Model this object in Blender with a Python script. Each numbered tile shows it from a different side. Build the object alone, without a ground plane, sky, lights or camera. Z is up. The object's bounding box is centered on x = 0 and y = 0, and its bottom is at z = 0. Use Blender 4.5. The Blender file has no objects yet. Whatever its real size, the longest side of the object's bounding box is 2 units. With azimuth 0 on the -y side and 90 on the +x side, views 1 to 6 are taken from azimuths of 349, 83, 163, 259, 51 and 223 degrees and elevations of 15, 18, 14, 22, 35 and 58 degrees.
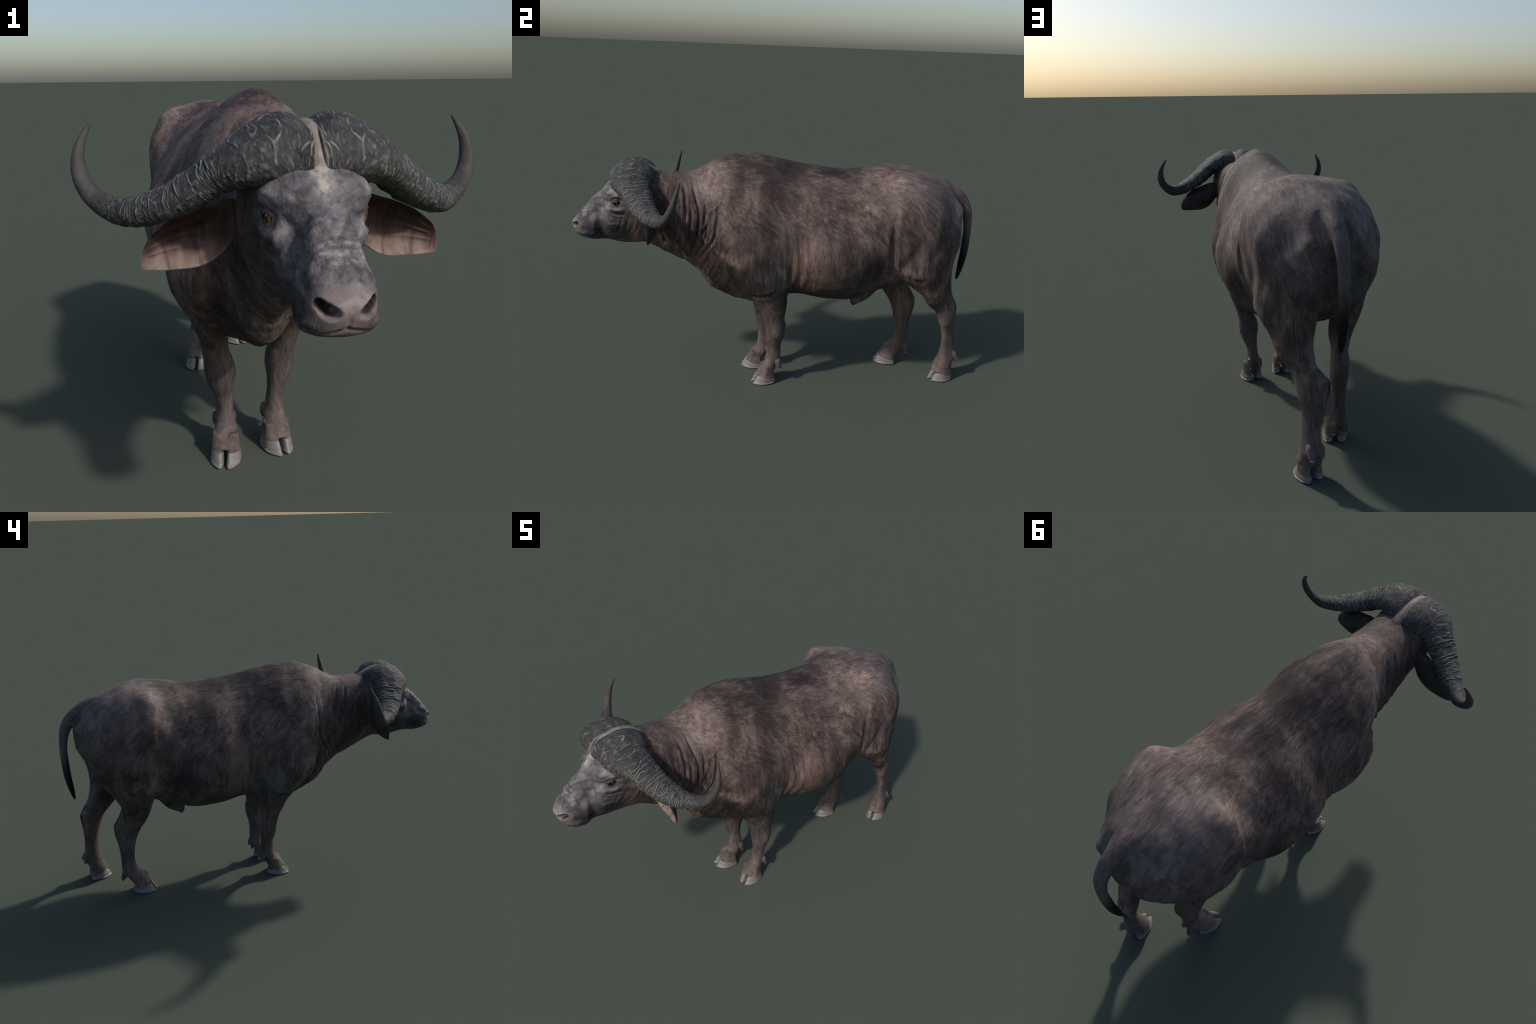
"""A standing horned buffalo: lofted trunk, limbs, tail and ears fused into one skin, then sculpted,
with separate horns, eyes and hooves. Metres, z up, nose towards -y."""
import math
import bpy
import bmesh
import numpy as np
from mathutils import Vector

VOXEL = 0.0034
rng = np.random.default_rng(7)

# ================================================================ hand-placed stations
TRUNK = [  # y station, back z, belly z, half width, height of widest point, roundness above, below
    (-1.004, 0.839, 0.828, 0.014, 0.500, 2.190, 2.180),
    (-0.999, 0.846, 0.813, 0.030, 0.480, 2.270, 2.360),
    (-0.985, 0.862, 0.789, 0.049, 0.430, 2.320, 3.400),
    (-0.960, 0.893, 0.769, 0.063, 0.370, 2.300, 3.800),
    (-0.930, 0.926, 0.763, 0.073, 0.280, 2.000, 3.600),
    (-0.900, 0.960, 0.754, 0.076, 0.340, 1.800, 3.000),
    (-0.860, 0.991, 0.751, 0.062, 0.440, 2.120, 2.440),
    (-0.820, 1.034, 0.745, 0.089, 0.660, 2.700, 2.050),
    (-0.780, 1.056, 0.733, 0.103, 0.680, 2.680, 1.600),
    (-0.730, 1.068, 0.729, 0.114, 0.640, 2.360, 1.410),
    (-0.675, 1.080, 0.734, 0.139, 0.570, 2.230, 1.590),
    (-0.600, 1.081, 0.703, 0.132, 0.540, 2.280, 1.530),
    (-0.530, 1.079, 0.665, 0.139, 0.520, 2.330, 1.450),
    (-0.450, 1.082, 0.624, 0.149, 0.500, 2.220, 1.410),
    (-0.400, 1.103, 0.575, 0.152, 0.490, 1.940, 1.400),
    (-0.350, 1.130, 0.506, 0.154, 0.520, 2.070, 1.480),
    (-0.280, 1.158, 0.467, 0.190, 0.590, 1.770, 1.520),
    (-0.200, 1.183, 0.441, 0.212, 0.570, 1.520, 1.860),
    (-0.120, 1.173, 0.430, 0.251, 0.390, 1.760, 2.120),
    (-0.030, 1.156, 0.453, 0.237, 0.420, 1.730, 1.980),
    (0.080, 1.135, 0.466, 0.274, 0.380, 1.560, 1.710),
    (0.220, 1.117, 0.450, 0.309, 0.450, 1.540, 2.000),
    (0.340, 1.111, 0.439, 0.298, 0.390, 1.720, 1.830),
    (0.460, 1.124, 0.467, 0.270, 0.480, 1.910, 1.790),
    (0.560, 1.128, 0.518, 0.266, 0.700, 2.200, 2.690),
    (0.640, 1.124, 0.538, 0.260, 0.700, 1.900, 2.100),
    (0.720, 1.098, 0.571, 0.256, 0.610, 1.750, 2.070),
    (0.800, 1.072, 0.635, 0.188, 0.570, 1.750, 1.960),
    (0.870, 1.031, 0.715, 0.113, 0.600, 1.710, 1.770),
    (0.915, 0.980, 0.800, 0.045, 0.640, 1.690, 1.470),
]
LEGS = {  # z level, front y, back y, inner |x|, outer |x|, roundness, inward twist of the back edge
  "foreleg_left": (1, [
    (0.960, -0.200, -0.130, 0.040, 0.100, 2.000, 0.000),
    (0.940, -0.250, -0.080, 0.020, 0.150, 2.000, 0.000),
    (0.890, -0.280, -0.050, 0.020, 0.190, 1.900, 0.000),
    (0.800, -0.297, -0.018, 0.020, 0.236, 1.850, -0.003),
    (0.700, -0.288, 0.013, 0.020, 0.254, 1.850, -0.002),
    (0.620, -0.258, 0.037, 0.031, 0.251, 1.850, -0.002),
    (0.560, -0.211, 0.046, 0.048, 0.233, 1.850, 0.004),
    (0.500, -0.160, 0.027, 0.060, 0.202, 2.000, 0.008),
    (0.460, -0.130, 0.030, 0.066, 0.189, 2.000, 0.007),
    (0.420, -0.106, 0.029, 0.072, 0.176, 2.150, 0.004),
    (0.370, -0.088, 0.024, 0.075, 0.162, 2.150, 0.003),
    (0.330, -0.077, 0.033, 0.061, 0.157, 2.150, 0.001),
    (0.290, -0.069, 0.031, 0.058, 0.156, 2.150, 0.000),
    (0.240, -0.060, 0.019, 0.065, 0.141, 2.150, 0.001),
    (0.200, -0.054, 0.015, 0.066, 0.124, 2.150, -0.001),
    (0.160, -0.055, 0.017, 0.062, 0.116, 2.150, -0.000),
    (0.126, -0.060, 0.014, 0.056, 0.118, 2.150, -0.003),
    (0.100, -0.078, 0.002, 0.050, 0.122, 2.150, -0.003),
    (0.075, -0.095, -0.006, 0.047, 0.129, 2.150, -0.003),
    (0.050, -0.104, -0.014, 0.050, 0.130, 2.150, -0.003),
  ]),
  "foreleg_right": (-1, [
    (0.960, -0.210, -0.140, 0.040, 0.100, 2.000, 0.000),
    (0.940, -0.260, -0.090, 0.020, 0.150, 2.000, 0.000),
    (0.890, -0.290, -0.060, 0.020, 0.190, 1.900, 0.000),
    (0.800, -0.313, -0.030, 0.018, 0.238, 1.850, -0.001),
    (0.700, -0.306, -0.000, 0.018, 0.265, 1.850, -0.008),
    (0.620, -0.277, 0.016, 0.028, 0.254, 1.850, -0.005),
    (0.560, -0.236, 0.015, 0.048, 0.229, 1.850, -0.004),
    (0.500, -0.184, 0.011, 0.068, 0.194, 2.000, -0.002),
    (0.460, -0.150, 0.005, 0.073, 0.187, 2.000, -0.002),
    (0.420, -0.136, 0.001, 0.070, 0.168, 2.150, -0.003),
    (0.370, -0.115, 0.001, 0.067, 0.155, 2.150, -0.002),
    (0.330, -0.106, 0.007, 0.054, 0.150, 2.150, -0.002),
    (0.290, -0.099, -0.001, 0.045, 0.149, 2.150, 0.000),
    (0.240, -0.093, -0.011, 0.053, 0.134, 2.150, 0.001),
    (0.200, -0.083, -0.015, 0.058, 0.118, 2.150, 0.003),
    (0.160, -0.084, -0.011, 0.056, 0.110, 2.150, 0.001),
    (0.126, -0.088, -0.014, 0.053, 0.115, 2.150, -0.003),
    (0.100, -0.104, -0.026, 0.048, 0.121, 2.150, -0.003),
    (0.075, -0.127, -0.036, 0.045, 0.128, 2.150, -0.003),
    (0.050, -0.140, -0.046, 0.048, 0.130, 2.150, -0.003),
  ]),
  "hindleg_left": (1, [
    (0.975, 0.680, 0.770, 0.060, 0.100, 2.000, -0.005),
    (0.965, 0.620, 0.820, 0.030, 0.140, 2.000, -0.010),
    (0.940, 0.570, 0.860, 0.020, 0.175, 1.900, -0.015),
    (0.900, 0.540, 0.890, 0.015, 0.205, 1.850, -0.020),
    (0.840, 0.525, 0.899, 0.010, 0.234, 1.850, -0.025),
    (0.760, 0.526, 0.906, 0.003, 0.233, 1.850, -0.031),
    (0.690, 0.541, 0.887, 0.012, 0.240, 1.850, -0.035),
    (0.630, 0.567, 0.878, 0.043, 0.241, 1.850, -0.043),
    (0.580, 0.613, 0.877, 0.055, 0.223, 1.850, -0.035),
    (0.540, 0.660, 0.882, 0.072, 0.200, 2.000, -0.031),
    (0.500, 0.714, 0.892, 0.080, 0.187, 2.000, -0.035),
    (0.460, 0.739, 0.909, 0.080, 0.171, 2.000, -0.034),
    (0.430, 0.768, 0.934, 0.065, 0.145, 2.150, -0.039),
    (0.400, 0.804, 0.947, 0.035, 0.140, 2.150, -0.031),
    (0.370, 0.825, 0.945, 0.036, 0.136, 2.150, -0.027),
    (0.330, 0.843, 0.942, 0.043, 0.131, 2.150, -0.020),
    (0.280, 0.862, 0.940, 0.055, 0.122, 2.150, -0.017),
    (0.220, 0.871, 0.944, 0.070, 0.124, 2.150, -0.012),
    (0.160, 0.869, 0.950, 0.065, 0.133, 2.150, -0.008),
    (0.126, 0.863, 0.955, 0.060, 0.137, 2.150, -0.003),
    (0.100, 0.853, 0.946, 0.053, 0.142, 2.150, -0.003),
    (0.075, 0.845, 0.937, 0.048, 0.149, 2.150, -0.003),
    (0.050, 0.840, 0.928, 0.052, 0.148, 2.150, -0.003),
  ]),
  "hindleg_right": (-1, [
    (0.975, 0.660, 0.750, 0.060, 0.100, 2.000, -0.005),
    (0.965, 0.600, 0.800, 0.030, 0.140, 2.000, -0.010),
    (0.940, 0.550, 0.840, 0.020, 0.175, 1.900, -0.015),
    (0.900, 0.520, 0.870, 0.015, 0.205, 1.850, -0.020),
    (0.840, 0.511, 0.899, 0.023, 0.251, 1.850, -0.032),
    (0.760, 0.509, 0.845, 0.034, 0.268, 1.850, -0.045),
    (0.690, 0.505, 0.847, 0.025, 0.233, 1.850, -0.040),
    (0.630, 0.521, 0.808, 0.040, 0.210, 1.850, -0.023),
    (0.580, 0.537, 0.761, 0.073, 0.208, 1.850, -0.019),
    (0.540, 0.552, 0.734, 0.080, 0.199, 2.000, -0.016),
    (0.500, 0.564, 0.719, 0.077, 0.183, 2.000, -0.010),
    (0.460, 0.578, 0.733, 0.073, 0.160, 2.000, -0.010),
    (0.420, 0.600, 0.756, 0.073, 0.143, 2.150, -0.013),
    (0.385, 0.626, 0.773, 0.061, 0.143, 2.150, -0.014),
    (0.350, 0.644, 0.772, 0.057, 0.137, 2.150, -0.013),
    (0.310, 0.659, 0.764, 0.055, 0.134, 2.150, -0.011),
    (0.250, 0.673, 0.754, 0.065, 0.124, 2.150, -0.008),
    (0.190, 0.679, 0.751, 0.062, 0.118, 2.150, -0.002),
    (0.140, 0.670, 0.752, 0.057, 0.127, 2.150, -0.003),
    (0.115, 0.650, 0.748, 0.056, 0.132, 2.150, -0.003),
    (0.095, 0.635, 0.735, 0.054, 0.137, 2.150, -0.003),
    (0.075, 0.621, 0.718, 0.052, 0.144, 2.150, -0.003),
    (0.050, 0.612, 0.702, 0.056, 0.144, 2.150, -0.003),
  ]),
}
HORN = [  # left horn: centre, half breadth fore and aft, half thickness
    (0.021, -0.704, 1.066, 0.106, 0.058),
    (0.050, -0.706, 1.069, 0.096, 0.072),
    (0.105, -0.713, 1.061, 0.090, 0.052),
    (0.176, -0.689, 1.022, 0.066, 0.039),
    (0.232, -0.667, 0.982, 0.059, 0.037),
    (0.282, -0.641, 0.956, 0.052, 0.033),
    (0.333, -0.609, 0.938, 0.041, 0.031),
    (0.391, -0.567, 0.939, 0.029, 0.025),
    (0.426, -0.546, 0.961, 0.023, 0.019),
    (0.452, -0.522, 1.012, 0.018, 0.015),
    (0.447, -0.504, 1.069, 0.011, 0.009),
    (0.423, -0.489, 1.114, 0.003, 0.003),
]
TAIL = [
    (0.000, 0.800, 1.030, 0.045, 0.040),
    (0.000, 0.850, 1.008, 0.040, 0.040),
    (0.000, 0.895, 0.980, 0.036, 0.036),
    (0.000, 0.935, 0.944, 0.030, 0.031),
    (0.000, 0.962, 0.895, 0.026, 0.025),
    (0.000, 0.972, 0.850, 0.024, 0.021),
    (0.000, 0.978, 0.790, 0.022, 0.019),
    (0.000, 0.977, 0.720, 0.022, 0.019),
    (0.000, 0.974, 0.660, 0.021, 0.018),
    (0.000, 0.966, 0.600, 0.018, 0.015),
    (0.000, 0.958, 0.550, 0.012, 0.009),
    (0.000, 0.955, 0.528, 0.006, 0.004),
    (0.000, 0.955, 0.523, 0.001, 0.001),
]

# ---------------------------------------------------------------- curve helpers
def pchip(xs, ys, x):
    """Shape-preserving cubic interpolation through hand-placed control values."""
    xs = np.asarray(xs, float); ys = np.asarray(ys, float); x = np.clip(np.asarray(x, float), xs[0], xs[-1])
    h = np.diff(xs); d = np.diff(ys) / h
    m = np.zeros_like(ys)
    if len(xs) > 2:
        w1 = 2 * h[1:] + h[:-1]; w2 = h[1:] + 2 * h[:-1]
        ok = d[1:] * d[:-1] > 0
        dd0 = np.where(ok, d[:-1], 1); dd1 = np.where(ok, d[1:], 1)
        m[1:-1] = np.where(ok, (w1 + w2) / (w1 / dd0 + w2 / dd1), 0)
    m[0], m[-1] = d[0], d[-1]
    i = np.clip(np.searchsorted(xs, x, side="right") - 1, 0, len(xs) - 2)
    t = (x - xs[i]) / h[i]
    return ((1 + 2 * t) * (1 - t) ** 2 * ys[i] + t * (1 - t) ** 2 * h[i] * m[i]
            + t * t * (3 - 2 * t) * ys[i + 1] + t * t * (t - 1) * h[i] * m[i + 1])

def smooth(a, b, x):
    t = np.clip((np.asarray(x, float) - a) / (b - a), 0, 1)
    return t * t * (3 - 2 * t)

def power(v, e):
    return np.sign(v) * np.abs(v) ** e

# ---------------------------------------------------------------- trunk: neck, chest, belly, rump

def trunk_rings(n_along=300, n_around=96):
    T = np.array(TRUNK); ys = np.linspace(T[0, 0], T[-1, 0], n_along)
    P = [pchip(T[:, 0], T[:, k], ys) for k in range(1, 7)]
    zt, zb, w, f, nu, nl = [p[:, None] for p in P]
    zw = zb + f * (zt - zb)
    a = np.linspace(0, 2 * math.pi, n_around, endpoint=False)[None, :]
    c, s = np.cos(a), np.sin(a)
    up = c >= 0
    e = np.where(up, 2 / nu, 2 / nl)
    x = w * power(s, e)
    z = zw + np.where(up, (zt - zw), (zw - zb)) * power(c, e)
    return np.stack([x, np.broadcast_to(ys[:, None], x.shape), z], -1)

# ---------------------------------------------------------------- legs: stacks of level cuts

def leg_rings(name, n_along=160, n_around=64):
    side, tab = LEGS[name]
    L = np.array(tab)[::-1]
    zs = np.linspace(L[0, 0], L[-1, 0], n_along)
    yf, yb, xi, xo, ex, sk = [pchip(L[:, 0], L[:, k], zs)[:, None] for k in range(1, 7)]
    a = np.linspace(0, 2 * math.pi, n_around, endpoint=False)[None, :]
    e = 2 / ex
    x = side * ((xi + xo) / 2 + (xo - xi) / 2 * power(np.cos(a), e) + sk * power(np.sin(a), e))
    y = (yf + yb) / 2 + (yb - yf) / 2 * power(np.sin(a), e)
    return np.stack([x, y, np.broadcast_to(zs[:, None], x.shape)], -1)

# ---------------------------------------------------------------- sweeps along a spine
def sweep_rings(ctrl, n_along, n_around, up=(0, 0, 1), expo=2.0):
    """ctrl rows: x, y, z, half width across, half width along 'up'. Rings face along the spine."""
    C = np.array(ctrl, float)
    d = np.r_[0, np.cumsum(np.linalg.norm(np.diff(C[:, :3], axis=0), axis=1))]
    u = np.linspace(0, d[-1], n_along)
    V = np.stack([pchip(d, C[:, k], u) if k > 2 else spline(d, C[:, k], u) for k in range(5)], -1)
    p = V[:, :3]
    t = np.gradient(p, axis=0); t /= np.linalg.norm(t, axis=1)[:, None]
    # parallel transport of the first 'up'
    n = np.zeros_like(p); v = np.array(up, float)
    for i in range(len(p)):
        v = v - t[i] * (v @ t[i]); v /= np.linalg.norm(v); n[i] = v
    b = np.cross(t, n)
    a = np.linspace(0, 2 * math.pi, n_around, endpoint=False)
    ca, sa = power(np.cos(a), 2 / expo), power(np.sin(a), 2 / expo)
    R = p[:, None] + V[:, 3, None, None] * b[:, None] * ca[None, :, None] + V[:, 4, None, None] * n[:, None] * sa[None, :, None]
    return R, u / d[-1], p, t, n, b

def spline(xs, ys, x):
    """Natural cubic spline."""
    n = len(xs); h = np.diff(xs)
    A = np.eye(n); r = np.zeros(n)
    for i in range(1, n - 1):
        A[i, i - 1], A[i, i], A[i, i + 1] = h[i - 1], 2 * (h[i - 1] + h[i]), h[i]
        r[i] = 6 * ((ys[i + 1] - ys[i]) / h[i] - (ys[i] - ys[i - 1]) / h[i - 1])
    M = np.linalg.solve(A, r)
    i = np.clip(np.searchsorted(xs, x, side="right") - 1, 0, n - 2)
    a = (xs[i + 1] - x) / h[i]; b = (x - xs[i]) / h[i]
    return a * ys[i] + b * ys[i + 1] + ((a ** 3 - a) * M[i] + (b ** 3 - b) * M[i + 1]) * h[i] ** 2 / 6

SHEATH = [(0, 0.475, 0.510, 0.058, 0.060), (0, 0.438, 0.456, 0.042, 0.050), (0, 0.416, 0.422, 0.028, 0.033), (0, 0.407, 0.400, 0.016, 0.018), (0, 0.404, 0.387, 0.006, 0.007)]
POLL = [(0, -0.822, 1.000, 0.020, 0.020), (0, -0.805, 1.025, 0.024, 0.022), (0, -0.790, 1.052, 0.022, 0.024), (0, -0.770, 1.078, 0.021, 0.024), (0, -0.740, 1.096, 0.021, 0.024), (0, -0.705, 1.102, 0.021, 0.024),
        (0, -0.665, 1.098, 0.022, 0.024), (0, -0.625, 1.078, 0.028, 0.026), (0, -0.590, 1.050, 0.040, 0.035)]

# feet: middle of the sole, toe direction (degrees outward from straight ahead), side
FEET = {"foreleg_left": ((0.0905, -0.071), 14, 1), "foreleg_right": ((-0.0920, -0.109), 14, -1),
        "hindleg_left": ((0.1060, 0.880), 16, 1), "hindleg_right": ((-0.1050, 0.636), 16, -1)}
# pairs of dewclaw tips (outer, inner)
DEWCLAWS = {"foreleg_left": ((0.111, 0.021, 0.076), (0.056, 0.013, 0.076)),
            "foreleg_right": ((-0.112, -0.008, 0.076), (-0.054, -0.016, 0.074)),
            "hindleg_left": ((0.116, 0.972, 0.104), (0.066, 0.956, 0.102)),
            "hindleg_right": ((-0.108, 0.758, 0.070), (-0.059, 0.748, 0.067))}
EYE = np.array((0.0830, -0.7860, 0.9500)); EYE_R = 0.0220

# ---------------------------------------------------------------- noise on numpy arrays
_PERM = np.random.default_rng(11).integers(0, 1 << 16, (64, 64, 64)) / float(1 << 16)

def noise3(p):
    """Smooth lattice noise in -1..1 for an (n, 3) array."""
    i = np.floor(p).astype(int); f = p - i
    f = f * f * f * (f * (f * 6 - 15) + 10)
    i0, i1 = i & 63, (i + 1) & 63
    def g(a, b, c): return _PERM[a[:, 0], b[:, 1], c[:, 2]]
    fx, fy, fz = f[:, 0], f[:, 1], f[:, 2]
    x00 = g(i0, i0, i0) * (1 - fx) + g(i1, i0, i0) * fx
    x10 = g(i0, i1, i0) * (1 - fx) + g(i1, i1, i0) * fx
    x01 = g(i0, i0, i1) * (1 - fx) + g(i1, i0, i1) * fx
    x11 = g(i0, i1, i1) * (1 - fx) + g(i1, i1, i1) * fx
    return 2 * ((x00 * (1 - fy) + x10 * fy) * (1 - fz) + (x01 * (1 - fy) + x11 * fy) * fz) - 1

def fractal(p, octaves=3):
    s, a, out = 1.0, 1.0, 0
    for _ in range(octaves):
        out = out + a * noise3(p * s + 13.7 * s); s *= 2.03; a *= 0.5
    return out

# ---------------------------------------------------------------- meshes from rings
def tube(rings, caps=True):
    """(n, m, 3) rings -> vertices, faces of a closed tube."""
    n, m = rings.shape[:2]
    v = rings.reshape(-1, 3)
    i = np.arange(n - 1)[:, None] * m; j = np.arange(m)[None, :]; k = (j + 1) % m
    q = np.stack([i + j, i + k, i + m + k, i + m + j], -1).reshape(-1, 4).tolist()
    if caps:
        v = np.vstack([v, rings[0].mean(0), rings[-1].mean(0)])
        a, b = n * m, n * m + 1
        q += [[a, (t + 1) % m, t] for t in range(m)]
        q += [[b, (n - 1) * m + t, (n - 1) * m + (t + 1) % m] for t in range(m)]
    return v, q

def mesh_from(name, v, faces, outward=True):
    me = bpy.data.meshes.new(name)
    me.from_pydata([tuple(p) for p in v], [], faces)
    if outward:
        bm = bmesh.new(); bm.from_mesh(me)
        bmesh.ops.recalc_face_normals(bm, faces=bm.faces)
        bm.to_mesh(me); bm.free()
    me.shade_smooth()
    return me

def digit_outline(level, top_shift, width, a, side_in):
    """One toe seen from above: rounded heel, tip leaning inwards. Returns u (forward), v (towards the inner side)."""
    c, s = np.cos(a), np.sin(a)
    front = np.clip(c, 0, 1)
    u = 0.060 * np.sign(c) * np.abs(c) ** 0.85 - top_shift * level * (0.25 + 0.75 * front)
    v = width / 2 * np.sign(s) * np.abs(s) ** 0.8 * (1 - 0.42 * front ** 2)
    v = v + 0.013 * front ** 1.4
    k = 1 - 0.13 * level
    return u * k, v * k

def toe_rings(foot, inner, levels, heights, top_shift=0.022, grow=1.0):
    (cx, cy), deg, side = FEET[foot]
    th = math.radians(deg) * side
    fwd = np.array((math.sin(th), -math.cos(th))); out = np.array((math.cos(th), math.sin(th))) * side
    a = np.linspace(0, 2 * math.pi, 48, endpoint=False)
    sgn = -1 if inner else 1                      # +1: the outer toe, its tip leans inwards
    R = []
    for lv, hz in zip(levels, heights):
        u, v = digit_outline(lv, top_shift, 0.0465 * grow, a, inner)
        lat = sgn * 0.0275 - sgn * v
        xy = np.array((cx, cy)) + (u * grow)[:, None] * fwd + lat[:, None] * out
        z = hz(u) if callable(hz) else np.full(len(a), hz)
        R.append(np.c_[xy, z])
    return np.array(R)

def hoof_rings(foot, inner):
    top = lambda u: 0.026 + 0.017 * smooth(-0.055, 0.045, u)
    lv = [0.0, 0.0, 0.12, 0.4, 0.7, 0.94, 1.0, 1.05]
    hs = [lambda u, k=k: top(u) * k for k in (0.0, 0.0, 0.10, 0.4, 0.7, 0.95, 1.0, 0.97)]
    R = toe_rings(foot, inner, lv, hs)
    mid = R[0].mean(0)
    R[0] = mid + (R[0] - mid) * 0.93              # small bevel at the ground edge
    R[1, :, 2] += 0.004
    R[-1] = R[-1].mean(0) + (R[-1] - R[-1].mean(0)) * 0.9
    return R

def toe_skin_rings(foot, inner):
    lv = [0.9, 1.0, 1.25, 1.8, 2.4]
    return toe_rings(foot, inner, lv, [0.020, 0.034, 0.050, 0.072, 0.095], 0.021, 0.955)

def ear_rings(side):
    """A drooping cupped leaf on a short stalk, hollow side facing forward."""
    spine = [(0.095, -0.640, 0.932), (0.130, -0.622, 0.922), (0.168, -0.606, 0.899), (0.205, -0.598, 0.884), (0.262, -0.602, 0.871), (0.303, -0.618, 0.859), (0.323, -0.630, 0.852), (0.331, -0.635, 0.849)]
    half = [0.024, 0.040, 0.061, 0.066, 0.058, 0.046, 0.034, 0.012]
    cup = [0.012, 0.020, 0.030, 0.038, 0.033, 0.018, 0.008, 0.001]
    thick = [0.018, 0.012, 0.0080, 0.0052, 0.0044, 0.0040, 0.0035, 0.0010]
    lean = [0.10, 0.10, 0.05, 0.0, -0.08, -0.20, -0.25, -0.25]
    S = np.array(spine); d = np.r_[0, np.cumsum(np.linalg.norm(np.diff(S, axis=0), axis=1))]; d /= d[-1]; u = np.r_[np.linspace(0, 0.9, 80), np.linspace(0.905, 1, 30)]
    c = np.stack([spline(d, S[:, k], u) for k in range(3)], -1)
    H, C, T, Ln = [pchip(d, np.array(q), u) for q in (half, cup, thick, lean)]
    t = np.sin(np.linspace(-math.pi / 2, math.pi / 2, 61))
    R = []
    for p, h, cu, th, ln, uu in zip(c, H, C, T, Ln, u):
        across = np.array((ln, -0.12, 1.0)); across /= np.linalg.norm(across)
        fwd = np.array((0.10, -1.0, -0.10)); fwd /= np.linalg.norm(fwd)
        bow = cu * (np.abs(t) ** 2.2)
        edge = np.sqrt(np.clip(1 - t ** 4, 0, 1))
        rib = sum(0.0028 * np.exp(-((t - t0 - 0.25 * (uu - 0.6)) / 0.07) ** 2) for t0 in (-0.35, 0.05, 0.45)) * smooth(0.35, 0.5, uu) * (1 - smooth(0.85, 0.97, uu))
        rib = rib + 0.0035 * np.exp(-((np.abs(t) - 0.92) / 0.07) ** 2) * smooth(0.15, 0.35, uu) * (1 - smooth(0.80, 0.93, uu))
        front = p + np.outer(t * h, across) + np.outer(bow + th * edge + rib, fwd)
        back = p + np.outer(t * h, across) + np.outer(bow * 0.92 - th * edge, fwd)
        R.append(np.vstack([front, back[::-1][1:-1]]))
    R = np.array(R); R[..., 0] *= side
    return R

def dewclaw_sweep(tip, leg, kind):
    side, tab = LEGS[leg]
    tip = np.array(tip)
    z0 = tip[2] + 0.052
    L = np.array(tab)[::-1]
    yb = pchip(L[:, 0], L[:, 2], z0)
    root = np.array((tip[0] * 0.75 + 0.25 * side * float(pchip(L[:, 0], (L[:, 3] + L[:, 4]) / 2, z0)), float(yb) - 0.016, z0))
    mid = root * 0.45 + tip * 0.55 + np.array((0, -0.002, 0.002))
    d = (tip - mid) / np.linalg.norm(tip - mid)
    if kind == "skin":
        ctrl = [(*root, 0.014, 0.014), (*(root * 0.6 + mid * 0.4), 0.0165, 0.0165), (*mid, 0.0150, 0.0145), (*(tip - d * 0.011), 0.0100, 0.0095), (*(tip - d * 0.006), 0.005, 0.005)]
    else:
        ctrl = [(*(tip - d * 0.015), 0.0085, 0.008), (*(tip - d * 0.007), 0.0085, 0.008), (*(tip - d * 0.0015), 0.0055, 0.0045), (*tip, 0.001, 0.001)]
    return sweep_rings(ctrl, 14, 20, up=(1, 0, 0))[0]

def skin_shells():
    shells = [trunk_rings(320, 128)]
    shells += [leg_rings(k, 150, 56) for k in LEGS]
    shells += [sweep_rings(TAIL, 150, 28)[0], sweep_rings(SHEATH, 40, 28, up=(0, 1, 0))[0], sweep_rings(POLL, 60, 32)[0]]
    for f in FEET:
        shells += [toe_skin_rings(f, i) for i in (False, True)]
        shells += [dewclaw_sweep(t, f, "skin") for t in DEWCLAWS[f]]
    return shells

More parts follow.
